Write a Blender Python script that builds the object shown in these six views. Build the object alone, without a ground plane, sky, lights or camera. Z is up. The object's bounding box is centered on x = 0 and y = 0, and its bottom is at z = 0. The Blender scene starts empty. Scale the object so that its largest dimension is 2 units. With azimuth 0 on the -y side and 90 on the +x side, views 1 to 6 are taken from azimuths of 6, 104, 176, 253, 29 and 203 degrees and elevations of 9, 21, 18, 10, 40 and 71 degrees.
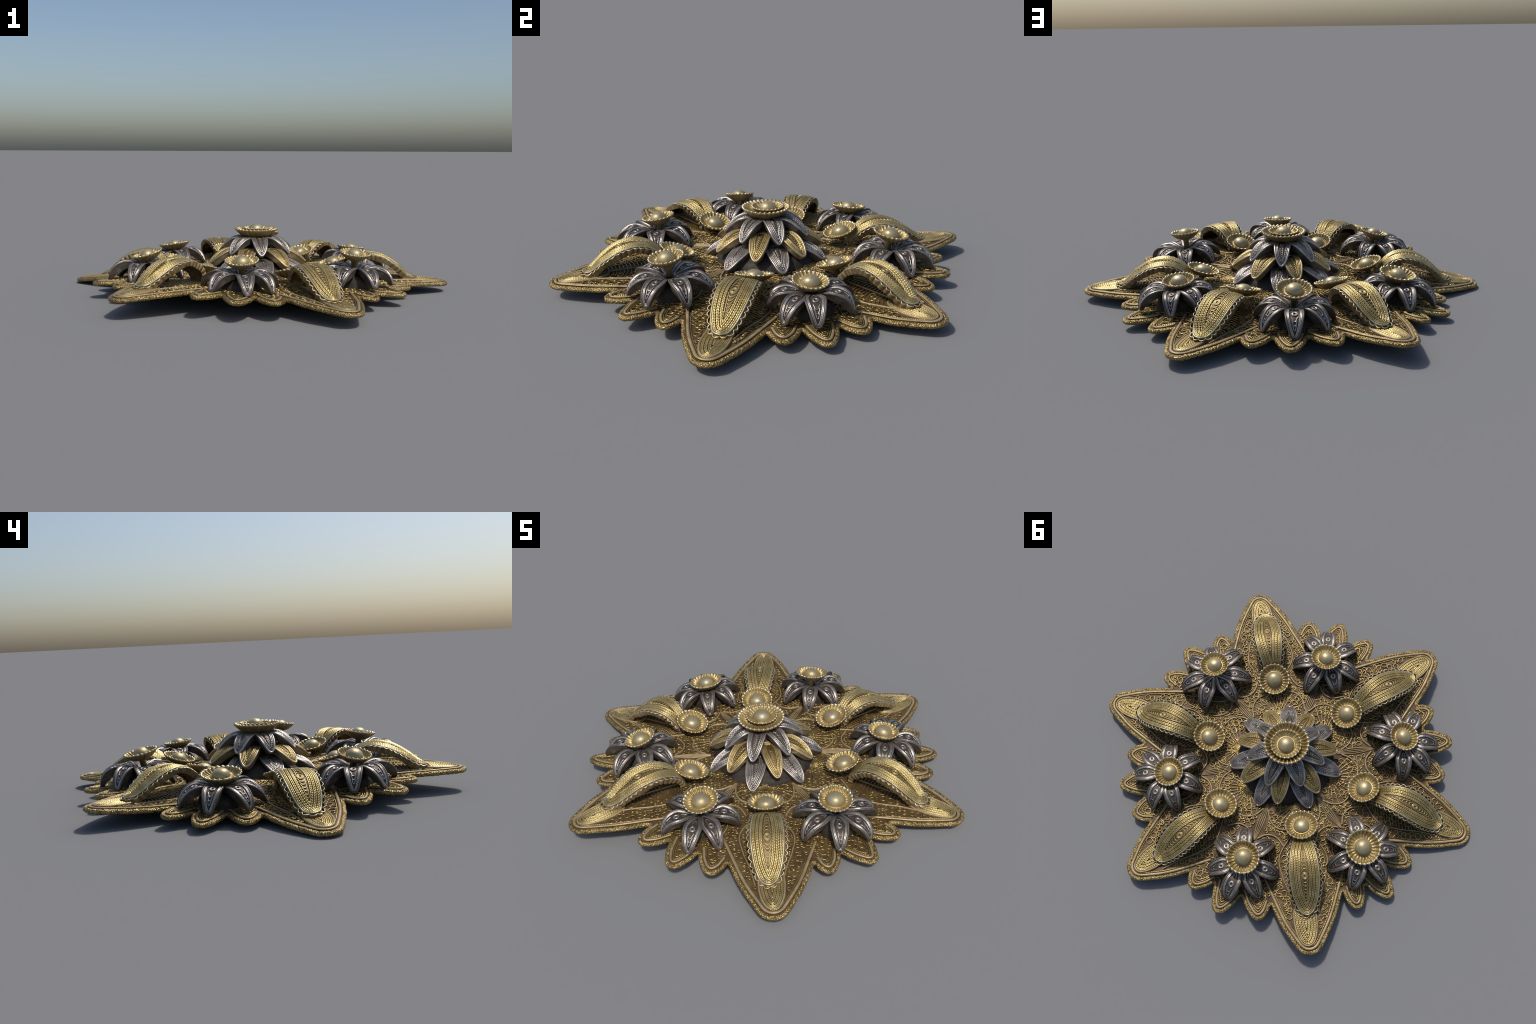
import bpy, math, random
import numpy as np
from mathutils import Vector, Matrix, geometry

rng = np.random.default_rng(7)
R = math.radians


# ------------------------------------------------------------------ mesh helpers
class Builder:
    """Collects vertex grids and faces, then makes one mesh."""

    def __init__(self):
        self.v, self.q, self.t, self.mq, self.mt, self.n = [], [], [], [], [], 0

    def verts(self, a):
        a = np.asarray(a, float).reshape(-1, 3)
        base = self.n
        self.v.append(a)
        self.n += len(a)
        return base

    def quads(self, f, mat=0):
        f = np.asarray(f, int).reshape(-1, 4)
        self.q.append(f)
        self.mq.append(np.full(len(f), mat))

    def tris(self, f, mat=0):
        f = np.asarray(f, int).reshape(-1, 3)
        self.t.append(f)
        self.mt.append(np.full(len(f), mat))

    def grid(self, P, mat=0, close_u=False, close_v=False, flip=False):
        """P: (nu, nv, 3) lofted grid."""
        nu, nv = P.shape[:2]
        b = self.verts(P)
        iu = np.arange(nu if close_u else nu - 1)
        iv = np.arange(nv if close_v else nv - 1)
        U, V = np.meshgrid(iu, iv, indexing="ij")
        U2, V2 = (U + 1) % nu, (V + 1) % nv
        f = np.stack([U * nv + V, U2 * nv + V, U2 * nv + V2, U * nv + V2], -1).reshape(-1, 4) + b
        self.quads(f[:, ::-1] if flip else f, mat)
        return b

    def fan(self, ring, mat=0, flip=False):
        ring = np.asarray(ring)
        b = self.verts(np.vstack([ring, ring.mean(0)]))
        n = len(ring)
        i = np.arange(n)
        f = np.stack([i, (i + 1) % n, np.full(n, n)], -1) + b
        self.tris(f[:, ::-1] if flip else f, mat)

    def mesh(self, name, mats, smooth=True):
        me = bpy.data.meshes.new(name)
        V = np.vstack(self.v)
        Q = np.vstack(self.q) if self.q else np.zeros((0, 4), int)
        T = np.vstack(self.t) if self.t else np.zeros((0, 3), int)
        me.vertices.add(len(V))
        me.vertices.foreach_set("co", V.astype(np.float32).ravel())
        loops = np.concatenate([Q.ravel(), T.ravel()])
        me.loops.add(len(loops))
        me.loops.foreach_set("vertex_index", loops.astype(np.int32))
        me.polygons.add(len(Q) + len(T))
        st = np.concatenate([np.arange(len(Q)) * 4, len(Q) * 4 + np.arange(len(T)) * 3])
        me.polygons.foreach_set("loop_start", st.astype(np.int32))
        mi = np.concatenate([np.concatenate(self.mq) if self.mq else [], np.concatenate(self.mt) if self.mt else []])
        for m in mats:
            me.materials.append(m)
        me.polygons.foreach_set("material_index", mi.astype(np.int32))
        me.polygons.foreach_set("use_smooth", np.full(len(mi), smooth))
        me.update(calc_edges=True)
        me.validate()
        return me


def norm(a):
    return a / np.maximum(np.linalg.norm(a, axis=-1, keepdims=True), 1e-12)


def resample(P, step, closed=False):
    P = np.asarray(P, float)
    if closed:
        P = np.vstack([P, P[:1]])
    d = np.concatenate([[0], np.cumsum(np.linalg.norm(np.diff(P, axis=0), axis=1))])
    n = max(3, int(round(d[-1] / step)))
    s = np.linspace(0, d[-1], n + 1)
    Q = np.stack([np.interp(s, d, P[:, k]) for k in range(P.shape[1])], -1)
    return Q[:-1] if closed else Q


def spline(pts, n=40):
    """Catmull-Rom through control points."""
    P = np.asarray(pts, float)
    P = np.vstack([2 * P[0] - P[1], P, 2 * P[-1] - P[-2]])
    out = []
    m = len(P) - 3
    for x in np.linspace(0, m, n):
        i = min(int(x), m - 1)
        t = x - i
        a, b, c, d = P[i:i + 4]
        out.append(0.5 * (2 * b + (c - a) * t + (2 * a - 5 * b + 4 * c - d) * t * t + (3 * b - a - 3 * c + d) * t ** 3))
    return np.array(out)


def smooth_closed(P, k):
    for _ in range(k):
        P = 0.5 * P + 0.25 * (np.roll(P, 1, 0) + np.roll(P, -1, 0))
    return P


def inset(P, d, closed=True):
    """Move a counter-clockwise closed flat path inwards, dropping folded-over parts."""
    T = norm(np.roll(P, -1, 0) - np.roll(P, 1, 0)) if closed else norm(np.gradient(P, axis=0))
    N = np.stack([-T[:, 1], T[:, 0]], -1)
    Q = P + N * d
    D = np.linalg.norm(Q[:, None] - P[None], axis=-1).min(1)
    return Q[D > abs(d) * 0.985]


def tube(B, P, N, rx, ry=None, sides=6, closed=False, mat=0, lobes=0, amp=0.0, pitch=0.01, hand=1, taper=False):
    """Wire swept along P with surface normals N. lobes/amp/pitch twist it like plied wire."""
    P = np.asarray(P, float)
    n = len(P)
    ry = rx if ry is None else ry
    if closed:
        T = np.roll(P, -1, 0) - np.roll(P, 1, 0)
    else:
        T = np.gradient(P, axis=0)
    T = norm(T)
    N = norm(N - (N * T).sum(-1, keepdims=True) * T)
    S = np.cross(T, N)
    ds = np.linalg.norm(np.diff(P, axis=0), axis=1)
    s = np.concatenate([[0], np.cumsum(ds)])
    tot = s[-1] + (np.linalg.norm(P[-1] - P[0]) if closed else 0)
    if closed and lobes:
        pitch = tot / max(1, round(tot / pitch))
    ph = np.linspace(0, 2 * math.pi, sides, endpoint=False) + math.pi / sides
    m = np.ones((n, sides))
    if lobes:
        m += amp * np.cos(lobes * ph[None] + hand * 2 * math.pi * s[:, None] / pitch)
    if taper and not closed:
        k = np.ones(n)
        k[0] = k[-1] = 0.15
        m *= k[:, None]
    G = P[:, None] + S[:, None] * (rx * np.cos(ph) * m)[..., None] + N[:, None] * (ry * np.sin(ph) * m)[..., None]
    B.grid(G, mat, close_u=closed, close_v=True, flip=True)
    if not closed:
        B.fan(G[0], mat)
        B.fan(G[-1], mat, flip=True)


def on_surface(f, flat, h):
    """Lift a flat path on a mapped surface f(a, b, h) -> xyz; returns points and normals."""
    h = np.broadcast_to(np.asarray(h, float), (len(flat),))
    P = f(flat[:, 0], flat[:, 1], h)
    N = f(flat[:, 0], flat[:, 1], h + 1e-3) - P
    return P, norm(N)


def circle(c, r, n=16, e=1.0, a=0.0):
    t = np.linspace(0, 2 * math.pi, n, endpoint=False)
    x, y = r * np.cos(t), r * e * np.sin(t)
    return np.stack([c[0] + x * math.cos(a) - y * math.sin(a), c[1] + x * math.sin(a) + y * math.cos(a)], -1)


def inside(P, poly):
    x, y = P[:, 0][:, None], P[:, 1][:, None]
    a, b = poly, np.roll(poly, -1, 0)
    c = ((a[:, 1] > y) != (b[:, 1] > y))
    xi = (b[:, 0] - a[:, 0]) * (y - a[:, 1]) / (b[:, 1] - a[:, 1] + 1e-15) + a[:, 0]
    return ((c & (x < xi)).sum(1) % 2).astype(bool)


# ------------------------------------------------------------------ materials
def new_mat(name):
    m = bpy.data.materials.new(name)
    m.use_nodes = True
    nt = m.node_tree
    return m, nt, nt.nodes["Principled BSDF"]


def ramp(nt, fac, stops):
    r = nt.nodes.new("ShaderNodeValToRGB")
    el = r.color_ramp.elements
    while len(el) < len(stops):
        el.new(0.5)
    for e, (p, c) in zip(el, stops):
        e.position = p
        e.color = (*c, 1)
    nt.links.new(fac, r.inputs[0])
    return r.outputs[0]


def noise(nt, scale, detail=3, rough=0.6):
    tc = nt.nodes.new("ShaderNodeTexCoord")
    n = nt.nodes.new("ShaderNodeTexNoise")
    n.inputs["Scale"].default_value = scale
    n.inputs["Detail"].default_value = detail
    n.inputs["Roughness"].default_value = rough
    nt.links.new(tc.outputs["Object"], n.inputs["Vector"])
    return n.outputs["Fac"]


def voronoi(nt, scale):
    tc = nt.nodes.new("ShaderNodeTexCoord")
    n = nt.nodes.new("ShaderNodeTexVoronoi")
    n.inputs["Scale"].default_value = scale
    nt.links.new(tc.outputs["Object"], n.inputs["Vector"])
    return n.outputs["Distance"]


def mixc(nt, a, b, fac, mode="MIX"):
    m = nt.nodes.new("ShaderNodeMix")
    m.data_type = "RGBA"
    m.blend_type = mode
    for k, v in ((0, fac), (6, a), (7, b)):
        if hasattr(v, "is_output"):
            nt.links.new(v, m.inputs[k])
        elif k == 0:
            m.inputs[0].default_value = v
        else:
            m.inputs[k].default_value = (*v, 1)
    return m.outputs[2]


def bump(nt, p, h, strength, dist):
    b = nt.nodes.new("ShaderNodeBump")
    b.inputs["Strength"].default_value = strength
    b.inputs["Distance"].default_value = dist
    nt.links.new(h, b.inputs["Height"])
    nt.links.new(b.outputs[0], p.inputs["Normal"])


def metal(name, dark, mid, light, scale=30, metallic=0.9, rough=0.4, bscale=220, bstr=0.3, grains=False, patina=None):
    m, nt, p = new_mat(name)
    f = noise(nt, scale, 4, 0.65)
    col = ramp(nt, f, [(0.33, dark), (0.5, mid), (0.67, light)])
    if patina:
        pf = ramp(nt, noise(nt, 9, 5, 0.7), [(0.5, (0, 0, 0)), (0.72, (1, 1, 1))])
        col = mixc(nt, col, patina, pf)
    if grains:
        v = voronoi(nt, bscale)
        g = ramp(nt, v, [(0.0, (1.25, 1.25, 1.2)), (0.45, (0.95, 0.93, 0.88)), (0.75, (0.45, 0.40, 0.3))])
        col = mixc(nt, col, g, 1.0, "MULTIPLY")
        inv = nt.nodes.new("ShaderNodeMath")
        inv.operation = "SUBTRACT"
        inv.inputs[0].default_value = 1
        nt.links.new(v, inv.inputs[1])
        bump(nt, p, inv.outputs[0], bstr, 0.004)
    else:
        bump(nt, p, noise(nt, bscale, 3), bstr, 0.002)
    nt.links.new(col, p.inputs["Base Color"])
    p.inputs["Metallic"].default_value = metallic
    rr = ramp(nt, noise(nt, scale * 1.7, 3), [(0.3, (rough - 0.08,) * 3), (0.7, (rough + 0.12,) * 3)])
    nt.links.new(rr, p.inputs["Roughness"])
    return m


M_rope = metal("grained_gold_rope", (0.264, 0.184, 0.071), (0.381, 0.276, 0.113), (0.489, 0.369, 0.163), 26, 0.65, 0.36, 165, 0.9, grains=True)
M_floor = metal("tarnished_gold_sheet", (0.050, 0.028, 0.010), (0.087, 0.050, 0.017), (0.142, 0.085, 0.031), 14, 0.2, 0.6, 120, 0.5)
M_wire = metal("gold_wire", (0.281, 0.198, 0.073), (0.388, 0.281, 0.107), (0.504, 0.385, 0.163), 40, 0.8, 0.3, 400, 0.2)
M_band = metal("flat_gold_wire", (0.262, 0.193, 0.095), (0.339, 0.257, 0.133), (0.407, 0.312, 0.176), 22, 0.4, 0.5, 160, 0.25)
M_braid = metal("braided_gold_wire", (0.366, 0.276, 0.109), (0.474, 0.366, 0.155), (0.582, 0.460, 0.216), 24, 0.7, 0.34, 400, 0.2)
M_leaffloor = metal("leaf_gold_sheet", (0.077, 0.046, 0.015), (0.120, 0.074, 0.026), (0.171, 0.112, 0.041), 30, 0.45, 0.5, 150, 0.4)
M_ribbon = metal("gold_ribbon", (0.170, 0.112, 0.050), (0.255, 0.179, 0.085), (0.360, 0.272, 0.145), 26, 0.5, 0.5, 120, 0.4)
M_ribbon_edge = metal("worn_ribbon_edge", (0.32, 0.265, 0.145), (0.42, 0.36, 0.22), (0.53, 0.48, 0.34), 30, 0.6, 0.42, 120, 0.2)
M_cup = metal("fluted_gold", (0.252, 0.178, 0.068), (0.369, 0.273, 0.109), (0.485, 0.376, 0.171), 22, 0.55, 0.42, 120, 0.25)
M_cuprim = metal("worn_gold_rim", (0.369, 0.284, 0.142), (0.485, 0.385, 0.214), (0.582, 0.486, 0.314), 40, 0.7, 0.34, 120, 0.2)
M_bead = metal("polished_pale_gold", (0.323, 0.261, 0.138), (0.399, 0.330, 0.185), (0.465, 0.399, 0.247), 20, 0.55, 0.44, 260, 0.08, patina=(0.314, 0.284, 0.209))
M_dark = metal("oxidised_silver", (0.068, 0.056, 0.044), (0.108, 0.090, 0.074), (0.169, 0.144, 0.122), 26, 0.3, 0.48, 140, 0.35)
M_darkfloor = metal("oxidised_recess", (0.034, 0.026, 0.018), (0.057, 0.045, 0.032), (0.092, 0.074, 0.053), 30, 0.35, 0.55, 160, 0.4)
M_darkwire = metal("oxidised_silver_wire", (0.309, 0.272, 0.245), (0.447, 0.398, 0.363), (0.595, 0.539, 0.495), 40, 0.85, 0.31, 400, 0.2)
M_shade = metal("painted_shade", (0.016, 0.012, 0.008), (0.028, 0.021, 0.014), (0.045, 0.035, 0.024), 30, 0.1, 0.7, 160, 0.5)  # near-black colour that paints in the shade beneath the petals
M_silver = metal("aged_silver", (0.088, 0.077, 0.067), (0.125, 0.111, 0.098), (0.172, 0.154, 0.138), 22, 0.4, 0.4, 140, 0.25)
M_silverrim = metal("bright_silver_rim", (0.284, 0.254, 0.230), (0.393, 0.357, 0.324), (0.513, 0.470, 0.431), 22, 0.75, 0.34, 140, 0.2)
M_silverwire = metal("silver_braid", (0.229, 0.201, 0.177), (0.312, 0.277, 0.246), (0.406, 0.364, 0.326), 40, 0.7, 0.31, 400, 0.2)
M_goldrim = metal("petal_gold_rim", (0.323, 0.246, 0.125), (0.431, 0.337, 0.185), (0.539, 0.442, 0.290), 22, 0.65, 0.38, 140, 0.2)
M_goldpetal = metal("petal_gold_braid", (0.310, 0.231, 0.090), (0.417, 0.313, 0.130), (0.514, 0.391, 0.190), 40, 0.65, 0.36, 400, 0.2)


# ------------------------------------------------------------------ base plate: warped rosette with six points
# heights (radius, angle, z) of the mid surface where the plate was bent: rim, then inner field
WARP = [
    (1.0, 0.5, 0.042), (0.827, 17.4, 0.047), (0.865, 28.7, 0.036), (0.828, 40.7, 0.038), (0.975, 58.0, 0.047), (0.801, 74.5, 0.060),
    (0.847, 87.3, 0.063), (0.825, 102.2, 0.066), (0.981, 117.2, 0.081), (0.834, 134.8, 0.049), (0.865, 147.0, 0.029), (0.817, 160.1, 0.029),
    (1.0, 177.2, 0.011), (0.812, 193.3, 0.056), (0.862, 206.8, 0.078), (0.811, 220.7, 0.087), (0.993, 236.7, 0.089), (0.803, 255.7, 0.103),
    (0.835, 269.5, 0.088), (0.807, 281.7, 0.083), (1.0, 299.3, 0.058), (0.815, 316.7, 0.061), (0.852, 330.9, 0.057), (0.818, 344.3, 0.057),
    (0.43, 27, 0.060), (0.39, -30, 0.064), (0.40, 0, 0.060), (0.37, 268, 0.088), (0.40, 89, 0.074), (0.43, 205, 0.073),
    (0.42, 177, 0.066), (0.40, 150, 0.063), (0.38, 118, 0.069), (0.40, 58, 0.073), (0.40, 236, 0.082), (0.41, 300, 0.083), (0.0, 0, 0.081),
]


def fit_warp():
    """Smoothed thin-plate spline through the bend points."""
    C = np.array([(r * math.cos(R(a)), r * math.sin(R(a)), z) for r, a, z in WARP])
    n = len(C)
    d = np.linalg.norm(C[:, None, :2] - C[None, :, :2], axis=-1)
    K = d * d * np.log(d + 1e-9) + np.eye(n) * 0.02
    Pm = np.column_stack([np.ones(n), C[:, :2]])
    A = np.block([[K, Pm], [Pm.T, np.zeros((3, 3))]])
    return C, np.linalg.solve(A, np.concatenate([C[:, 2], np.zeros(3)]))


WARP_C, WARP_W = fit_warp()


def plate_mid(x, y):
    """Height of the gently warped plate (mid surface)."""
    x, y = np.asarray(x, float), np.asarray(y, float)
    d = np.hypot(x[..., None] - WARP_C[:, 0], y[..., None] - WARP_C[:, 1])
    n = len(WARP_C)
    return (d * d * np.log(d + 1e-9)) @ WARP_W[:n] + WARP_W[n] + WARP_W[n + 1] * x + WARP_W[n + 2] * y


HALF = 0.009
ROPE = 0.0105


def plate_top(x, y):
    return plate_mid(x, y) + HALF


def on_plate(a, b, h):
    return np.stack([a, b, plate_top(a, b) + h], -1)


def pol(r, a):
    return np.array([r * math.cos(R(a)), r * math.sin(R(a))])


# (tip radius, angle), the notch on either side; then three lobes and two notches up to the next point
SECTORS = [
    dict(notch=(0.736, -13.5), tip=(1.0, 0.5), notch2=(0.747, 13.4), lobes=[(0.826, 17.5), (0.864, 28.8), (0.828, 40.8)], gaps=[(0.742, 23.6), (0.75, 35.0)]),
    dict(notch=(0.754, 45.7), tip=(0.970, 58.1), notch2=(0.743, 71.5), lobes=[(0.802, 74.6), (0.845, 87.3), (0.822, 101.8)], gaps=[(0.728, 81.9), (0.734, 93.3)]),
    dict(notch=(0.739, 104.9), tip=(0.978, 117.2), notch2=(0.725, 133.0), lobes=[(0.832, 135.3), (0.865, 146.9), (0.817, 159.8)], gaps=[(0.75, 141.7), (0.733, 152.4)]),
    dict(notch=(0.736, 163.3), tip=(1.001, 177.6), notch2=(0.729, 190.8), lobes=[(0.813, 193.6), (0.863, 206.9), (0.814, 220.7)], gaps=[(0.738, 202.6), (0.737, 213.4)]),
    dict(notch=(0.746, 223.9), tip=(0.988, 236.9), notch2=(0.7, 252.5), lobes=[(0.806, 255.9), (0.835, 269.5), (0.807, 281.7)], gaps=[(0.721, 263.3), (0.724, 274.8)]),
    dict(notch=(0.729, 285.5), tip=(0.994, 299.6), notch2=(0.741, 314.0), lobes=[(0.812, 316.8), (0.85, 330.8), (0.815, 344.2)], gaps=[(0.737, 323.8), (0.738, 336.6)]),
]


def point_path(A, T, Bp, rho, bulge):
    """Rounded petal from notch A round tip T to notch Bp."""
    mid = 0.5 * (A + Bp)
    d = norm(T - mid)
    C = T - rho * d
    out = []

    def tangent(Q, side):
        v = Q - C
        L = np.linalg.norm(v)
        ang = math.atan2(v[1], v[0]) + side * math.acos(min(1, rho / L))
        return ang

    aA, aB = tangent(A, 1), tangent(Bp, -1)
    while aB < aA:
        aB += 2 * math.pi
    pA = C + rho * np.array([math.cos(aA), math.sin(aA)])
    pB = C + rho * np.array([math.cos(aB), math.sin(aB)])
    n = 14
    for k in range(n):
        t = k / n
        v = norm(pA - A)
        out.append(A + (pA - A) * t + np.array([v[1], -v[0]]) * bulge * math.sin(math.pi * t) ** 1.2)
    for t in np.linspace(aA, aB, 13):
        out.append(C + rho * np.array([math.cos(t), math.sin(t)]))
    for k in range(1, n):
        t = k / n
        v = norm(Bp - pB)
        out.append(pB + (Bp - pB) * t + np.array([v[1], -v[0]]) * bulge * math.sin(math.pi * t) ** 1.2)
    return np.array(out)


petal_paths, lobe_paths, outline = [], [], []
for k, s in enumerate(SECTORS):
    nxt = SECTORS[(k + 1) % 6]
    A, T, N2 = pol(*s["notch"]), pol(*s["tip"]), pol(*s["notch2"])
    p = point_path(A, T, N2, 0.074, 0.009)
    petal_paths.append(p)
    outline.append(p)
    stops = [N2] + [pol(g[0] - 0.010, g[1]) for g in s["gaps"]] + [pol(*nxt["notch"])]
    for j in range(3):
        q = point_path(stops[j], pol(*s["lobes"][j]), stops[j + 1], 0.039, 0.006)
        lobe_paths.append(q)
        outline.append(q)
outline = resample(np.vstack(outline), 0.006, True)
outline = smooth_closed(outline, 3)

root = bpy.data.objects.new("filigree_brooch", None)
bpy.context.collection.objects.link(root)
root["label"] = "six-pointed gilt filigree star brooch with silver flowers"
root["category"] = "brooch"


def add(name, mesh, parent, mat=None, stuff=False):
    o = bpy.data.objects.new(name, mesh)
    bpy.context.collection.objects.link(o)
    o.parent = parent
    if mat is not None:
        o.matrix_local = mat
    if stuff:
        o["kind"] = "stuff"
    return o


# plate solid: triangulated rosette, top and bottom skins and a wall
def build_plate():
    rim = resample(inset(outline, ROPE * 0.95), 0.012, True)
    step = 0.022
    gx, gy = np.meshgrid(np.arange(-1.02, 1.02, step), np.arange(-0.9, 0.92, step * 0.866))
    gx = gx + (np.arange(gx.shape[0]) % 2)[:, None] * step / 2
    G = np.stack([gx.ravel(), gy.ravel()], -1)
    G = G[inside(G, rim)]
    D = np.min(np.linalg.norm(G[:, None] - rim[None], axis=-1), 1)
    G = G[D > 0.012]
    allp = np.vstack([rim, G])
    n = len(rim)
    res = geometry.delaunay_2d_cdt([Vector(p) for p in allp], [], [list(range(n))], 1, 1e-6)
    V = np.array([tuple(v) for v in res[0]])
    F = np.array([f for f in res[2] if len(f) == 3])
    lump = np.array([0.0016 * math.sin(31 * x + 2 * math.sin(17 * y)) * math.sin(27 * y + 1.3) for x, y in V])
    top = np.column_stack([V, plate_mid(V[:, 0], V[:, 1]) + HALF + lump])
    bot = np.column_stack([V, plate_mid(V[:, 0], V[:, 1]) - HALF + lump])
    B = Builder()
    a = B.verts(top)
    b = B.verts(bot)
    B.tris(F + a)
    B.tris(F[:, ::-1] + b)
    w = np.stack([np.column_stack([rim, plate_mid(rim[:, 0], rim[:, 1]) + s]) for s in (-HALF, HALF)], 1)
    B.grid(w, 0, close_u=True, flip=False)
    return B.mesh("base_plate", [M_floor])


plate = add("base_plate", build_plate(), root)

# rope border: thick plied wire round the whole outline
B = Builder()
c = resample(inset(outline, ROPE), 0.0035, True)
c = smooth_closed(c, 4)
P = np.column_stack([c, plate_mid(c[:, 0], c[:, 1]) + 0.0015])
wob = np.sin(np.arange(len(P)) * 0.9) * 0.0006 + rng.normal(0, 0.0004, len(P))
P[:, 2] += wob
tube(B, P, np.tile([0, 0, 1.0], (len(P), 1)), ROPE, ROPE * 1.0, 18, True, 0, lobes=6, amp=0.07, pitch=0.085)
add("rope_border", B.mesh("rope_border", [M_rope]), plate)

# ------------------------------------------------------------------ layout of what sits on the plate
FLOWERS = [  # bead apex x, y, z; lean direction and lean (deg); petal crest height; foot of the flower; petal directions (deg)
    dict(c=(-0.016, -0.549, 0.251), lean=(-95, 9), crest=0.083, at=(-0.017, -0.562), ph=[23, 76, 128, 171, 229, 285, 326], cup=1.04),
    dict(c=(-0.529, -0.278, 0.234), lean=(-165, 14), crest=0.09, at=(-0.526, -0.274), ph=[57, 109, 154, 198, 263, 313, 356]),
    dict(c=(-0.516, 0.320, 0.207), lean=(160, 9), crest=0.086, lift=0.008, at=(-0.510, 0.326), ph=[48, 95, 150, 204, 249, 304, 352], cup=1.15),
    dict(c=(-0.001, 0.576, 0.248), lean=(95, 11), crest=0.092, cup=1.06, lift=0.002, at=(0.001, 0.580), ph=[33, 85, 136, 181, 237, 288, 338]),
    dict(c=(0.509, 0.300, 0.208), lean=(50, 7), crest=0.086, lift=0.015, at=(0.517, 0.300), ph=[19, 84, 127, 177, 232, 287, 337]),
    dict(c=(0.508, -0.305, 0.260), lean=(-50, 8), crest=0.083, lift=0.017, at=(0.507, -0.292), ph=[42, 93, 148, 195, 246, 299, 348]),
]
CUPS = [(0.395, 0.041, 0.166), (0.207, 0.345, 0.171), (-0.195, 0.309, 0.177), (-0.413, 0.022, 0.160), (-0.207, -0.314, 0.176), (0.201, -0.363, 0.174)]
LEAF_OUT = [(0.815, 0.012), (0.408, 0.700), (-0.368, 0.690), (-0.832, 0.046), (-0.462, -0.652), (0.402, -0.732)]

# ------------------------------------------------------------------ flat band wires inside the rope, one U per point and per lobe
Bband = Builder()
WIRES = Builder()  # fine filigree


def open_inset(path, d, lead):
    """U-shaped line inside a petal path, its legs prolonged inwards by lead."""
    p = resample(path, 0.006)
    T = norm(np.gradient(p, axis=0))
    q = p + np.stack([-T[:, 1], T[:, 0]], -1) * d
    D = np.linalg.norm(q[:, None] - p[None], axis=-1).min(1)
    q = resample(q[D > d * 0.97], 0.005)
    for _ in range(14):
        q[1:-1] = 0.5 * q[1:-1] + 0.25 * (q[:-2] + q[2:])
    a = norm(q[0] - q[6])
    b = norm(q[-1] - q[-7])
    return np.vstack([q[0] + a * lead, q, q[-1] + b * lead])


def band(path, w=0.0055, hgt=0.006, h=0.004, B=None, mat=0):
    p = resample(path, 0.008)
    P, N = on_surface(on_plate, p, h)
    tube(B or Bband, P, N, w, hgt, 6, False, mat)


def wire(path, r=0.0026, h=0.0025, step=0.0022, pitch=0.0085, closed=False, sides=5, B=None, mat=0, amp=0.28):
    p = resample(path, step, closed)
    P, N = on_surface(on_plate, p, h)
    tube(B or WIRES, P, N, r, r, sides, closed, mat, lobes=1, amp=amp, pitch=pitch)


tip_ovals = []
for k, p in enumerate(petal_paths):
    band(open_inset(p, 0.0262, 0.13), 0.0072, 0.0038)
    wire(open_inset(p, 0.0375, 0.02), 0.0024, 0.003)
    # coiled oval pad at the tip
    tip = pol(*SECTORS[k]["tip"])
    axis = norm(np.array(LEAF_OUT[k]) - np.array(CUPS[k][:2]))
    d = norm(tip)
    ctr = tip - d * 0.152
    ang = math.atan2(d[1], d[0])
    t = np.linspace(0, 2 * math.pi, 80, endpoint=False)
    x = 0.108 * np.cos(t)
    y = 0.053 * np.sign(np.sin(t)) * np.abs(np.sin(t)) ** 0.8 * (1 - 0.10 * np.cos(t))
    ov = np.stack([ctr[0] + x * math.cos(ang) - y * math.sin(ang), ctr[1] + x * math.sin(ang) + y * math.cos(ang)], -1)
    tip_ovals.append(ov)
    band(np.vstack([ov, ov[:1]]), 0.005, 0.008)
    for j in range(7):
        q = inset(resample(ov, 0.004, True), 0.0085 + 0.0138 * (j // 2) + 0.0060 * (j % 2))
        if len(q) > 8:
            q = resample(q, 0.0016, True)
            P, N = on_surface(on_plate, q, 0.006)
            tube(WIRES, P, N, 0.0032, 0.0032, 6, True, 1, lobes=2, amp=0.4, pitch=0.0105, hand=1 if j % 2 else -1)

for p in lobe_paths:
    band(open_inset(p, 0.0245, 0.02), 0.0062, 0.0036)
    for d in (0.035, 0.043):
        try:
            q = open_inset(p, d, 0.03)
            if len(q) > 10:
                wire(q, 0.0026, 0.003)
        except Exception:
            pass

# ------------------------------------------------------------------ filigree fill: spoke bundles, palmettes, scrolls, feathers, rings
occupied = []  # (x, y, r) zones that the ring fill leaves free


def arc(c, r, a0, a1, n=24):
    t = np.linspace(R(a0), R(a1), n)
    return np.stack([c[0] + r * np.cos(t), c[1] + r * np.sin(t)], -1)


def local(o, ang, pts):
    pts = np.asarray(pts, float)
    c, s = math.cos(R(ang)), math.sin(R(ang))
    return np.stack([o[0] + pts[:, 0] * c - pts[:, 1] * s, o[1] + pts[:, 0] * s + pts[:, 1] * c], -1)


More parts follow.
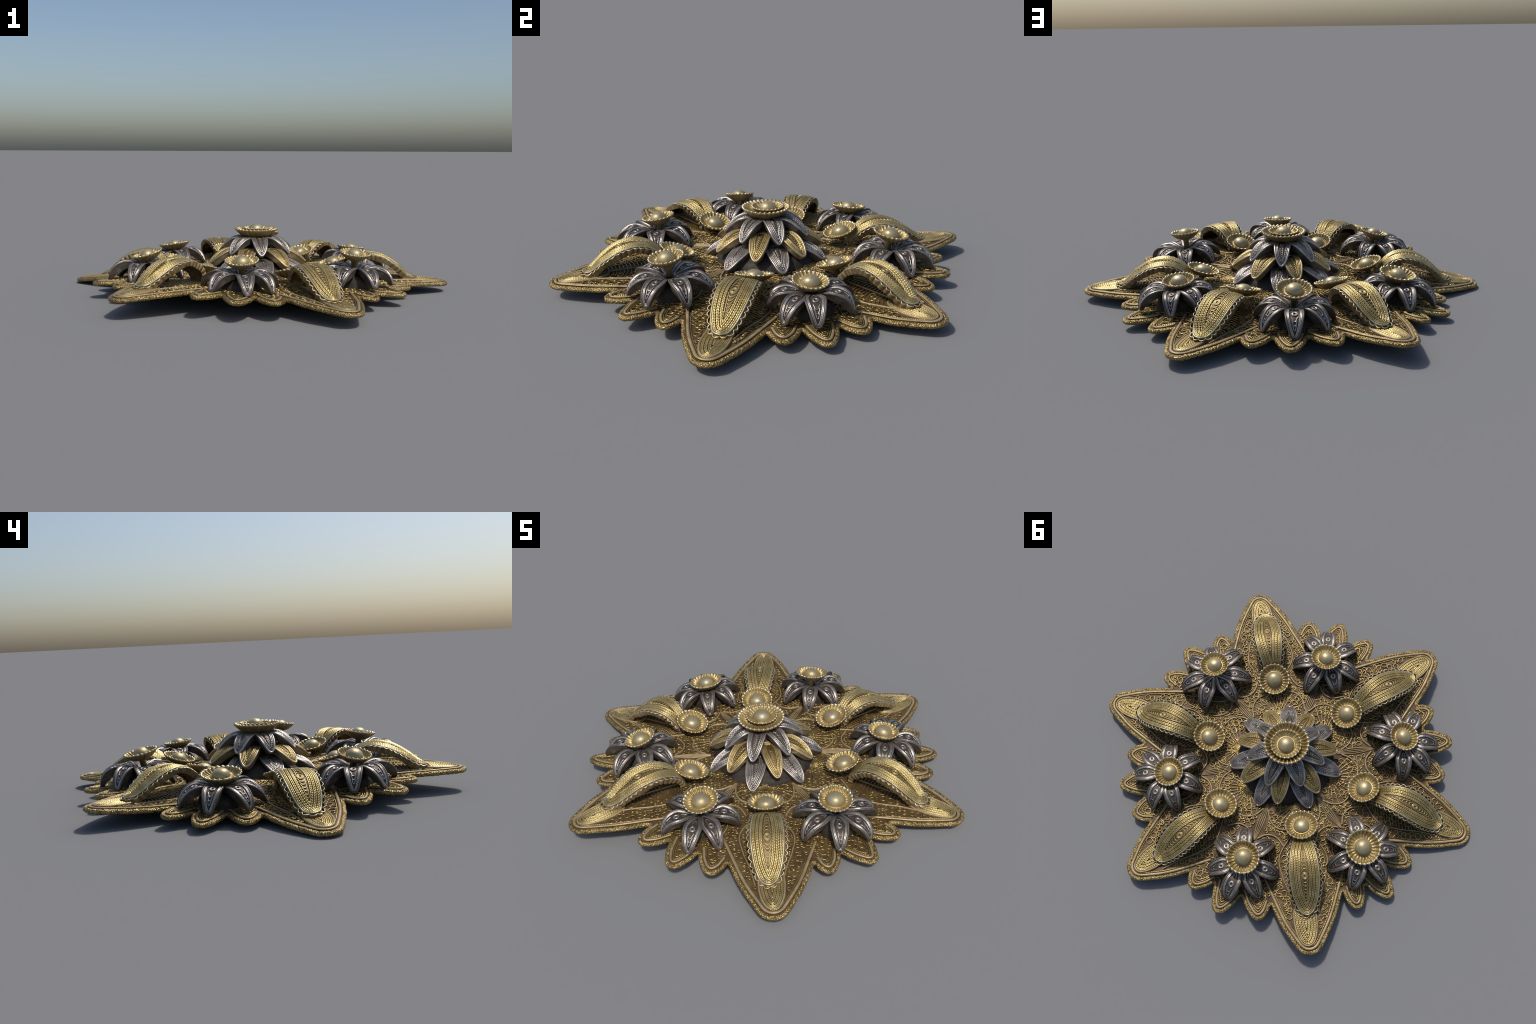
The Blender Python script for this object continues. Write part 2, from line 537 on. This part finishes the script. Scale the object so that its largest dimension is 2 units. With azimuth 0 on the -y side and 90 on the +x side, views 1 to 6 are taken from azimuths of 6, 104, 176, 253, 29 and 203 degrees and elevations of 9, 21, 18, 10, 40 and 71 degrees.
for f in FLOWERS:
    a = math.degrees(math.atan2(f["c"][1], f["c"][0]))
    # bundle of flat wires, from the centre rosette to the silver flower
    for j in (-1.5, -0.5, 0.5, 1.5):
        pts = spline([(0.26, 0.003 * j), (0.33, 0.009 * j), (0.39, 0.008 * j), (0.45, 0.002 * j)], 20)
        band(local((0, 0), a, pts), 0.0024, 0.005, 0.002)
    occupied += [(*local((0, 0), a, [(r, 0)])[0], 0.032) for r in np.arange(0.27, 0.45, 0.03)]
    # mirrored scrolls on either side
    for m in (1, -1):
        pts = spline([(0.285, 0.012 * m), (0.33, 0.04 * m), (0.355, 0.085 * m), (0.35, 0.13 * m)], 24)
        band(local((0, 0), a, pts), 0.0045, 0.007, 0.003)
        pts = spline([(0.44, 0.012 * m), (0.405, 0.05 * m), (0.40, 0.1 * m), (0.43, 0.15 * m)], 24)
        band(local((0, 0), a, pts), 0.0045, 0.007, 0.003)
        pts = spline([(0.45, 0.02 * m), (0.47, 0.07 * m), (0.52, 0.11 * m), (0.58, 0.12 * m)], 24)
        band(local((0, 0), a, pts), 0.004, 0.006, 0.003)
        for q in ([(0.30, 0.07 * m)], [(0.37, 0.11 * m)]):
            pass

for k, cpos in enumerate(CUPS):
    a = math.degrees(math.atan2(cpos[1], cpos[0]))
    # palmette: beaded rays fanning out with scalloped ends
    apex = pol(0.235, a)
    rays = []
    for j in range(-6, 7):
        th = j * 11.0
        L = 0.145 + 0.02 * math.cos(R(th * 1.5))
        bend = 0.018 * j / 6
        pts = spline([(0.01, 0), (L * 0.55 * math.cos(R(th)), L * 0.55 * math.sin(R(th)) + bend * 0.3), (L * math.cos(R(th)), L * math.sin(R(th)) + bend)], 16)
        w = local(apex, a, pts)
        wire(w, 0.0024, 0.0025)
        rays.append(w)
        occupied.append((*w[7], 0.018))
        occupied.append((*w[12], 0.012))
    for u, v in zip(rays[:-1], rays[1:]):
        m = 0.5 * (u[-1] + v[-1])
        o = norm(m - apex) * 0.012
        wire(spline([u[-1], m + o, v[-1]], 9), 0.0024, 0.0025)
    band(local(apex, a, [(0.012 * math.cos(t), 0.012 * math.sin(t)) for t in np.linspace(0, 6.28, 12)]), 0.004, 0.008, 0.003)
    # feather under each leaf: curved barbs from a mid rib
    o = np.array(cpos[:2])
    out = np.array(LEAF_OUT[k])
    ax = out - o
    L = np.linalg.norm(ax)
    la = math.degrees(math.atan2(ax[1], ax[0]))
    band(local(o, la, [(0.05, 0), (L, 0)]), 0.004, 0.006, 0.002)
    for m in (1, -1):
        # ribs that run from the cup to the pad, parallel to the sides of the point
        rib = spline([(0.03, 0.045 * m), (0.14, 0.115 * m), (0.24, 0.105 * m), (0.33, 0.075 * m), (0.42, 0.055 * m)], 40)
        band(local(o, la, rib), 0.0036, 0.006, 0.002)
        for x in np.arange(0.07, L - 0.05, 0.0165):
            w = 0.095 * math.sin(math.pi * min(1, max(0.08, (x + 0.04) / (L + 0.06)))) ** 0.7 + 0.012
            pts = spline([(x, 0.004 * m), (x + 0.004, w * 0.45 * m), (x + 0.028, w * 0.9 * m)], 12)
            w2 = local(o, la, pts)
            wire(w2, 0.0024, 0.0022)
            occupied.append((*w2[5], 0.017))
            occupied.append((*w2[9], 0.014))
    occupied += [(*local(o, la, [(x, 0)])[0], 0.03) for x in np.arange(0.0, L, 0.03)]

# rings packed in the space that is left
fillzone = inset(outline, 0.05)
fillzone = resample(fillzone, 0.01, True)
bandpts = np.vstack([v for v in Bband.v])[:, :2][::3]
occ = np.array(occupied)
ovals = np.vstack(tip_ovals)
cand = rng.uniform([-0.98, -0.86], [0.98, 0.86], (60000, 2))
cand = cand[inside(cand, fillzone)]
for ov in tip_ovals:
    cand = cand[~inside(cand, ov)]
cand = cand[np.hypot(cand[:, 0], cand[:, 1]) > 0.24]
placed = np.zeros((0, 3))
grid_r = np.array([0.0150, 0.013, 0.011, 0.009, 0.007])
for p in cand:
    d0 = np.min(np.hypot(bandpts[:, 0] - p[0], bandpts[:, 1] - p[1])) - 0.004
    if d0 < 0.0055:
        continue
    d1 = np.min(np.hypot(occ[:, 0] - p[0], occ[:, 1] - p[1]) - occ[:, 2])
    if d1 < 0:
        continue
    dd = d0
    if len(placed):
        dd = min(dd, np.min(np.hypot(placed[:, 0] - p[0], placed[:, 1] - p[1]) - placed[:, 2]))
    ok = grid_r[grid_r < dd + 0.0012]
    if len(ok):
        r = ok[0]
        placed = np.vstack([placed, [p[0], p[1], r]])
for x, y, r in placed:
    e = rng.uniform(0.66, 1.0)
    a = rng.uniform(0, 3.14)
    hh = 0.002 + rng.uniform(0, 0.003)
    wire(circle((x, y), r, 18, e, a), 0.0023, hh, 0.0034, 0.0085, True, 4, amp=0.2)
    if r > 0.012 and rng.random() < 0.18:
        wire(circle((x + 0.002, y), r * 0.52, 12, e, a), 0.0022, hh, 0.0032, 0.0085, True, 4, amp=0.2)

add("flat_wire", Bband.mesh("flat_wire", [M_band]), plate, stuff=True)
add("filigree_wire", WIRES.mesh("filigree_wire", [M_wire, M_braid]), plate, stuff=True)


# ------------------------------------------------------------------ bent petals and leaves: a flat outline laid on a curved spine
class Bent:
    """Surface map (s, t, h): s along a spine in the local x-z plane, t across, h off the top face."""

    def __init__(self, pts, camber=0.0, width=None):
        sp = resample(spline(pts, 120), 0.004)
        self.sp = sp
        d = np.concatenate([[0], np.cumsum(np.linalg.norm(np.diff(sp, axis=0), axis=1))])
        self.d, self.L = d, d[-1]
        T = norm(np.gradient(sp, axis=0))
        for _ in range(4):
            T[1:-1] = norm(0.25 * T[:-2] + 0.5 * T[1:-1] + 0.25 * T[2:])
        self.T = T
        self.camber = camber
        self.width = width or (lambda s: np.full_like(s, 0.05))

    def __call__(self, s, t, h):
        s = np.asarray(s, float)
        tx, tz = np.interp(s, self.d, self.T[:, 0]), np.interp(s, self.d, self.T[:, 1])
        over = np.minimum(s, 0) + np.maximum(s - self.L, 0)  # past either end: straight on
        x, z = np.interp(s, self.d, self.sp[:, 0]) + over * tx, np.interp(s, self.d, self.sp[:, 1]) + over * tz
        w = np.maximum(self.width(s), 0.01)
        h = h + self.camber * np.minimum(1, w / 0.04) * (1 - np.minimum(1.5, np.abs(t) / w) ** 2)
        return np.stack([x - tz * h, t + 0 * s, z + tx * h], -1)


def width_fn(L, prof):
    p = spline(prof, 80)
    return lambda s: np.interp(s, p[:, 0] * L, p[:, 1])


def outline_of(surf, n=90):
    s = surf.L * 0.5 * (1 - np.cos(np.linspace(0, math.pi, n)))
    w = surf.width(s)
    right = np.stack([s, -w], -1)
    left = np.stack([s, w], -1)[::-1]
    return resample(np.vstack([right, left]), 0.003, True)


def solid(B, surf, thick, mat_top, mat_side, flare=0.86, lip=0.0, n=30):
    """Closed solid under the mapped outline; thick(s) deep, sides drawn in by flare at the bottom."""
    s = surf.L * (0.5 * (1 - np.cos(np.linspace(0.0, math.pi, n))))
    w = surf.width(s)
    v = np.linspace(-1, 1, 9)
    th = thick(s / surf.L)
    top = np.stack([surf(s, w * k, lip * abs(k) ** 6 + 0 * s) for k in v], 1)
    vb = np.linspace(1, -1, 7)
    bot = np.stack([surf(s, w * k * flare, -th * (1 - 0.25 * (1 - k * k)) + 0 * s) for k in vb], 1)
    B.grid(top, mat_top, flip=True)
    sideR = np.stack([top[:, -1], 0.5 * (top[:, -1] + bot[:, 0]) + 0, bot[:, 0]], 1)
    sideL = np.stack([bot[:, -1], 0.5 * (top[:, 0] + bot[:, -1]), top[:, 0]], 1)
    B.grid(sideR, mat_side, flip=True)
    B.grid(bot, mat_side, flip=True)
    B.grid(sideL, mat_side, flip=True)
    for e, fl in ((0, False), (-1, True)):
        B.fan(np.vstack([top[e], bot[e]]), mat_side, flip=fl)


def braid(B, surf, path, r, h, mat, hand=1, pitch=0.0105, step=0.0016, closed=True, lobes=2, amp=0.25, sides=6):
    q = resample(path, step, closed)
    P, N = on_surface(surf, q, h)
    tube(B, P, N, r, r, sides, closed, mat, lobes=lobes, amp=amp, pitch=pitch, hand=hand)


def silver_flower_petal(seed, crest):
    """Claw-like petal of the small oxidised flowers."""
    g = np.random.default_rng(seed)
    j = lambda s: g.uniform(-s, s)
    pts = [(0.012, crest * 0.66), (0.05, crest * 0.88), (0.098 + j(0.004), crest), (0.142 + j(0.004), crest * 0.85), (0.171 + j(0.004), crest * 0.48), (0.183 + j(0.004), 0.004)]
    sf = Bent(pts, camber=-0.003)
    sf.width = width_fn(sf.L, [(0, 0.014), (0.18, 0.025), (0.40, 0.040 + j(0.002)), (0.62, 0.0365), (0.82, 0.0265), (0.93, 0.0195), (0.985, 0.013), (1.0, 0.007)])
    B = Builder()
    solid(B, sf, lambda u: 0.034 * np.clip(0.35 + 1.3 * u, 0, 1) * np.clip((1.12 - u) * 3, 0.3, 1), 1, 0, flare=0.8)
    ol = outline_of(sf)
    rim = inset(ol, 0.0032)
    P, N = on_surface(sf, resample(rim, 0.004, True), 0.0012)
    tube(B, P, N, 0.0048, 0.0042, 7, True, 0)
    for k, d in enumerate((0.0098, 0.0148)):
        q = inset(ol, d)
        if len(q) > 12:
            braid(B, sf, q, 0.0029, 0.0018, 2, hand=1 if k % 2 else -1, pitch=0.008, step=0.0018, sides=5)
    mid = sf.L * (0.46 + j(0.03))
    for rr in (0.0125, 0.0085):
        braid(B, sf, circle((mid, j(0.001)), rr, 18, 0.85), 0.0021, 0.0022, 2, pitch=0.006, step=0.0022, sides=4)
    for u, wd in ((0.62, 0.012), (0.70, 0.010), (0.30, 0.008), (0.78, 0.007)):
        s0 = sf.L * u
        sg = 1 if u > 0.5 else -1
        braid(B, sf, spline([(s0 - 0.010 * sg, -wd), (s0 + 0.010 * sg, -wd * 0.4), (s0 + 0.010 * sg, wd * 0.4), (s0 - 0.010 * sg, wd)], 14), 0.0021, 0.0022, 2, pitch=0.006, step=0.0022, closed=False, sides=4)
    return B.mesh("petal", [M_dark, M_darkfloor, M_darkwire])


def rosette_petal(seed, pts, wmax, mats):
    """Braid-filled petal of the big centre rosette."""
    g = np.random.default_rng(seed)
    j = lambda s: g.uniform(-s, s)
    sf = Bent(pts, camber=0.004)
    sf.width = width_fn(sf.L, [(0, wmax * 0.7), (0.18, wmax * 0.92), (0.38, wmax), (0.62, wmax * 0.9), (0.82, wmax * 0.66), (0.93, wmax * 0.42), (0.985, wmax * 0.22), (1.0, 0.005)])
    B = Builder()
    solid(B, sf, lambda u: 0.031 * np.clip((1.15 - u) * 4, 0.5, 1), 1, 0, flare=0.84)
    ol = outline_of(sf)
    P, N = on_surface(sf, resample(inset(ol, 0.003), 0.004, True), 0.0018)
    tube(B, P, N, 0.0052, 0.0055, 7, True, 3)
    d, k = 0.0105, 0
    while True:
        q = inset(ol, d)
        if len(q) < 12 or d > wmax - 0.0145:
            break
        braid(B, sf, q, 0.0037, 0.0012, 2, hand=1 if k % 2 else -1, pitch=0.0105, step=0.0017, amp=0.36)
        d += 0.0072
        k += 1
    # chevron arcs along the open mid line
    for u in np.arange(0.36, 0.86, 0.055):
        s0, wd = sf.L * u, 0.0115 * (1.15 - u)
        braid(B, sf, spline([(s0 - 0.005, -wd), (s0 + 0.004, 0), (s0 - 0.005, wd)], 9), 0.0020, 0.0018, 2, pitch=0.006, step=0.002, closed=False, sides=4)
    return B.mesh("petal", mats)


# ------------------------------------------------------------------ fluted cups and beads
def lathe(B, prof, n, mat, flute=0, famp=None):
    """prof: (r, z) list; famp(i) gives (radial, vertical) ripple of flute lobes."""
    a = np.linspace(0, 2 * math.pi, n, endpoint=False)
    G = []
    for i, (r, z) in enumerate(prof):
        fr, fz = famp[i] if famp else (0, 0)
        w = np.cos(flute * a)
        G.append(np.stack([(r + fr * w) * np.cos(a), (r + fr * w) * np.sin(a), z + fz * w], -1))
    B.grid(np.array(G), mat, close_v=True, flip=True)


def cup_mesh(rad, depth, flutes, name="cup", stem=0.03, wave=1.0):
    B = Builder()
    k = rad / 0.076
    prof = [(0.004, -depth - stem), (0.013, -depth - stem), (0.014, -depth), (0.024 * k, -depth + 0.003), (0.046 * k, -depth * 0.72), (0.064 * k, -depth * 0.36), (0.073 * k, -depth * 0.12)]
    fa = [(0, 0)] * 4 + [(0.0008, 0), (0.0016, 0), (0.0022 * wave, 0)]
    lathe(B, prof, flutes * 8, 0, flutes, fa)
    rim = [(0.073 * k, -depth * 0.12), (0.0765 * k, -0.001), (0.0755 * k, 0.003), (0.0725 * k, 0.004), (0.069 * k, 0.001)]
    fa = [(0.0022 * wave, 0), (0.0026 * wave, 0.0012), (0.002 * wave, 0.0018 * wave), (0.001, 0.0022 * wave), (0, 0.003 * wave)]
    lathe(B, rim, flutes * 8, 1, flutes, fa)
    inn = [(0.069 * k, 0.001), (0.064 * k, -0.006), (0.058 * k, -0.0115), (0.051 * k, -0.0145), (0.04 * k, -0.015), (0.002, -0.015)]
    fa = [(0, 0.003 * wave), (0, 0.005 * wave), (0, 0.0055 * wave), (0, 0.003 * wave), (0, 0), (0, 0)]
    lathe(B, inn, flutes * 8, 0, flutes, fa)
    return B.mesh(name, [M_cup, M_cuprim])


def bead_mesh(r, h):
    B = Builder()
    prof = [(r * math.cos(t) ** 0.9, -0.012 + (h + 0.012) * math.sin(t)) for t in np.linspace(0, math.pi / 2 - 0.02, 18)]
    prof = [(r * 0.99, -0.022)] + prof
    lathe(B, prof, 48, 0)
    B.fan(np.array([(0.02 * r * math.cos(t), 0.02 * r * math.sin(t), prof[-1][1]) for t in np.linspace(0, 2 * math.pi, 8, endpoint=False)]), 0)
    # soldered collar
    lathe(B, [(r * 1.16, -0.02), (r * 1.16, -0.0135), (r * 1.07, -0.0115), (r * 0.96, -0.0125)], 48, 1)
    return B.mesh("bead", [M_bead, M_cup])


CUP = cup_mesh(0.0745, 0.042, 24, stem=0.05)
CUP_LEAF = cup_mesh(0.0805, 0.036, 24, stem=0.02)
BEAD = bead_mesh(0.0390, 0.021)
BEAD_LEAF = bead_mesh(0.0402, 0.020)


def tilt_matrix(pos, az, lean, spin):
    """Stands at pos, leaning by lean degrees towards azimuth az (math angle)."""
    n = Vector((math.sin(R(lean)) * math.cos(R(az)), math.sin(R(lean)) * math.sin(R(az)), math.cos(R(lean))))
    q = Vector((0, 0, 1)).rotation_difference(n).to_matrix().to_4x4()
    return Matrix.Translation(pos) @ q @ Matrix.Rotation(spin, 4, "Z"), n


def place_cup(parent, inv, apex, az, lean, spin, cup, bead, bead_h, size=1.0):
    M, n = tilt_matrix(Vector((0, 0, 0)), az, lean, spin)
    M = Matrix.Translation(Vector(apex) - n * bead_h) @ M
    add("cup", cup, parent, inv @ M @ Matrix.Diagonal((size, size, 1, 1)))
    add("bead", bead, parent, inv @ M)


# ------------------------------------------------------------------ six oxidised silver flowers
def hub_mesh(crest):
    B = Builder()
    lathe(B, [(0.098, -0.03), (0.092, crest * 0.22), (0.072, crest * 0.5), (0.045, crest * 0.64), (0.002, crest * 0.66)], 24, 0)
    return B.mesh("flower_hub", [M_shade])  # hub coloured dark to stand in for shade between petals


for i, f in enumerate(FLOWERS):
    x, y, z = f["c"]
    bx, by = f["at"]
    lz = plate_top(bx, by) + f.get("lift", 0)
    gx = (plate_top(bx + 0.15, by) - plate_top(bx - 0.15, by)) / 0.3
    gy = (plate_top(bx, by + 0.15) - plate_top(bx, by - 0.15)) / 0.3
    nrm = Vector((-gx, -gy, 1)).normalized()
    q = Vector((0, 0, 1)).rotation_difference(nrm).to_matrix().to_4x4()
    M = Matrix.Translation((bx, by, lz)) @ q
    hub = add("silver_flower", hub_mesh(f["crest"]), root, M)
    variants = [silver_flower_petal(100 + 10 * i + v, f["crest"]) for v in range(2)]
    for k in range(7):
        a = R(f["ph"][k])
        sc = rng.uniform(0.96, 1.03)
        add("petal", variants[k % 2], hub, Matrix.Rotation(a, 4, "Z") @ Matrix.Diagonal((sc, rng.uniform(0.94, 1.04), rng.uniform(0.95, 1.04), 1)))
    place_cup(hub, M.inverted(), (x, y, z), f["lean"][0], f["lean"][1], rng.uniform(0, 6), CUP, BEAD, 0.020, f.get("cup", 1.0))

# ------------------------------------------------------------------ centre rosette: silver, gold and silver tiers
pc = float(plate_top(0.0, 0.0))
B = Builder()
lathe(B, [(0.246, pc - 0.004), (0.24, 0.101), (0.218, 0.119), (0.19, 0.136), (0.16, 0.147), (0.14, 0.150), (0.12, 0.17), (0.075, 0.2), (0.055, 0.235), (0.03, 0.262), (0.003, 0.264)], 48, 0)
core = add("centre_rosette", B.mesh("centre_rosette", [M_shade]), root)  # solid fill under the tiers, shade painted into its dark colour
TIERS = [
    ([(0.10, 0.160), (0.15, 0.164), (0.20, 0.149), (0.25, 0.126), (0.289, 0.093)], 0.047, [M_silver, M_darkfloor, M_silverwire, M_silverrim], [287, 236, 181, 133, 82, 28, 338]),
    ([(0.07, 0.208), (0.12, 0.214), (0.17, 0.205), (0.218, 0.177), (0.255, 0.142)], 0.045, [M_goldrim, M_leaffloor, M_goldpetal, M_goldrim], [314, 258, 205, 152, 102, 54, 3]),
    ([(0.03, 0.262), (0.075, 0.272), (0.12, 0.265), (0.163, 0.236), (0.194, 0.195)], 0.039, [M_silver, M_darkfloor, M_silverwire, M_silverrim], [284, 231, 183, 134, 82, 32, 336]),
]
for t, (pts, w, mats, angs) in enumerate(TIERS):
    variants = [rosette_petal(300 + 10 * t + v, pts, w * (1 + 0.02 * v), mats) for v in range(2)]
    for k in range(7):
        a = R(angs[k] + rng.uniform(-2.5, 2.5))
        M = Matrix.Rotation(a, 4, "Z") @ Matrix.Diagonal((rng.uniform(0.98, 1.02), rng.uniform(0.95, 1.05), 1, 1))
        add("petal", variants[k % 2], core, M)
big = cup_mesh(0.110, 0.058, 32, stem=0.01, wave=1.4)
inner = cup_mesh(0.0745, 0.02, 24, stem=0.0)
add("cup", big, core, Matrix.Translation((-0.003, -0.003, 0.316)))
add("cup", inner, core, Matrix.Translation((-0.003, 0.005, 0.320)))
add("bead", bead_mesh(0.0405, 0.022), core, Matrix.Translation((-0.003, 0.005, 0.320)))


# ------------------------------------------------------------------ six arched leaves with wavy ribbon edging
def leaf_mesh(heights, length, seed):
    g = np.random.default_rng(seed)
    pts = [(u * length, h) for u, h in heights]
    sf = Bent(pts, camber=0.004)
    Ls = sf.L
    sf.width = width_fn(Ls, [(0, 0.008), (0.02, 0.024), (0.06, 0.038), (0.2, 0.060), (0.42, 0.071), (0.62, 0.064), (0.8, 0.048), (0.93, 0.036), (1.0, 0.03)])
    B = Builder()
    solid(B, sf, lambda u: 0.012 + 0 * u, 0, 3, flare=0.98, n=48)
    s = np.linspace(0, Ls, 120)
    ol = outline_of(sf, 160)
    ol = resample(smooth_closed(ol, 6), 0.0025, True)
    # smooth flat rim
    P, N = on_surface(sf, resample(inset(ol, 0.003), 0.004, True), 0.001)
    tube(B, P, N, 0.0042, 0.0042, 6, True, 2)
    # braids following the edge
    for k in range(6):
        q = inset(ol, 0.0100 + 0.0150 * (k // 2) + 0.0064 * (k % 2))  # rows run in twisted pairs
        if len(q) > 20:
            braid(B, sf, q, 0.0034, 0.0018, 1, hand=1 if k % 2 else -1, pitch=0.0115, step=0.0016, amp=0.42)
    # open eye in the middle and chevron loops either side
    m = Ls * 0.42
    for rr in (0.0155, 0.0115, 0.0075):
        braid(B, sf, circle((m, 0), rr, 20, 0.85), 0.0021, 0.002, 1, pitch=0.006, step=0.0024, sides=4)
    for k in range(6):
        for sg in (1, -1):
            s0 = m + sg * (0.024 + 0.017 * k)
            wd = 0.0175 * (1 - 0.11 * k)
            braid(B, sf, spline([(s0 - 0.012 * sg, -wd), (s0 + 0.004 * sg, -wd * 0.5), (s0 + 0.008 * sg, 0), (s0 + 0.004 * sg, wd * 0.5), (s0 - 0.012 * sg, wd)], 14), 0.0021, 0.002, 1, pitch=0.006, step=0.0022, closed=False, sides=4)
    # zigzag ribbon on edge, standing round the outline
    r = resample(ol, 0.0016, True)
    T = norm(np.roll(r, -1, 0) - np.roll(r, 1, 0))
    Nn = np.stack([T[:, 1], -T[:, 0]], -1)
    L = len(r) * 0.0016
    waves = round(L / 0.027)
    ph = np.arange(len(r)) / len(r) * 2 * math.pi * waves
    off = 0.0030 + 0.0105 * np.abs(np.sin(0.5 * ph + 0.25 * np.sin(ph * 0.37))) ** 0.8 + 0.001 * np.sin(ph * 0.21)
    thick = 0.0021
    drop = 0.025 + 0.003 * np.sin(ph * 0.17)
    inn, outp = r + Nn * (off - thick)[:, None], r + Nn * (off + thick)[:, None]
    offl = 0.4 * off + 0.003
    lo_i, lo_o = r + Nn * (offl - thick)[:, None], r + Nn * (offl + thick)[:, None]
    mk = lambda q, h: sf(q[:, 0], q[:, 1], h + 0 * q[:, 0])
    B.grid(np.stack([mk(lo_o, -drop), mk(outp, -0.012), mk(outp, 0.001)], 1), 3, close_u=True)
    B.grid(np.stack([mk(outp, 0.001), mk(0.5 * (outp + inn), 0.003), mk(inn, 0.001)], 1), 2, close_u=True)
    B.grid(np.stack([mk(inn, 0.001), mk(inn, -0.012), mk(lo_i, -drop)], 1), 3, close_u=True)
    B.grid(np.stack([mk(lo_i, -drop), mk(lo_o, -drop)], 1), 3, close_u=True)
    # fill between leaf edge and ribbon
    B.grid(np.stack([mk(lo_i, -drop), mk(inn, -0.006), mk(r - Nn * 0.004, -0.005)], 1), 3, close_u=True)
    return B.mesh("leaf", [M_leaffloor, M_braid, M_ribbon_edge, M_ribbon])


CREST_Z = [0.190, 0.186, 0.194, 0.184, 0.217, 0.209]
for k in range(6):
    o, out = np.array(CUPS[k][:2]), np.array(LEAF_OUT[k])
    ax = o - out
    length = np.linalg.norm(ax)
    ang = math.atan2(ax[1], ax[0])
    base = plate_top(out[0], out[1])
    d = lambda u: out + ax * u
    ztop = lambda u: float(plate_top(*d(u)))
    c = CREST_Z[k] - base
    e = ztop(0.95) - base
    prof = [(-0.03, 0.018), (0.06, 0.030), (0.20, c * 0.59), (0.36, c * 0.89), (0.52, c), (0.65, c * 0.93), (0.75, c * 0.74), (0.82, c * 0.5), (0.86, e + 0.03), (0.87, e - 0.006)]
    M = Matrix.Translation((out[0], out[1], base)) @ Matrix.Rotation(ang, 4, "Z") @ Matrix.Rotation(rng.uniform(-0.06, 0.06), 4, "X")
    add("leaf", leaf_mesh(prof, length, 500 + k), root, M)
    place = CUPS[k]
    az = math.degrees(math.atan2(-place[1], -place[0]))
    holder = bpy.data.objects["base_plate"]
    lean = [16, 17, 18, 18, 17, 17][k]
    Mx, n = tilt_matrix(Vector((0, 0, 0)), az, lean, rng.uniform(0, 6))
    Mx = Matrix.Translation(Vector(place) - n * 0.018) @ Mx
    cup = add("leaf_cup", CUP_LEAF, root, Mx)
    add("bead", BEAD_LEAF, cup)

# ------------------------------------------------------------------ settle: lowest point on z = 0
bpy.context.view_layer.update()
low = min((o.matrix_world @ Vector(c)).z for o in bpy.data.objects if o.type == "MESH" for c in o.bound_box)
print("lowest point before settling", round(low, 4))
root.location.z -= low
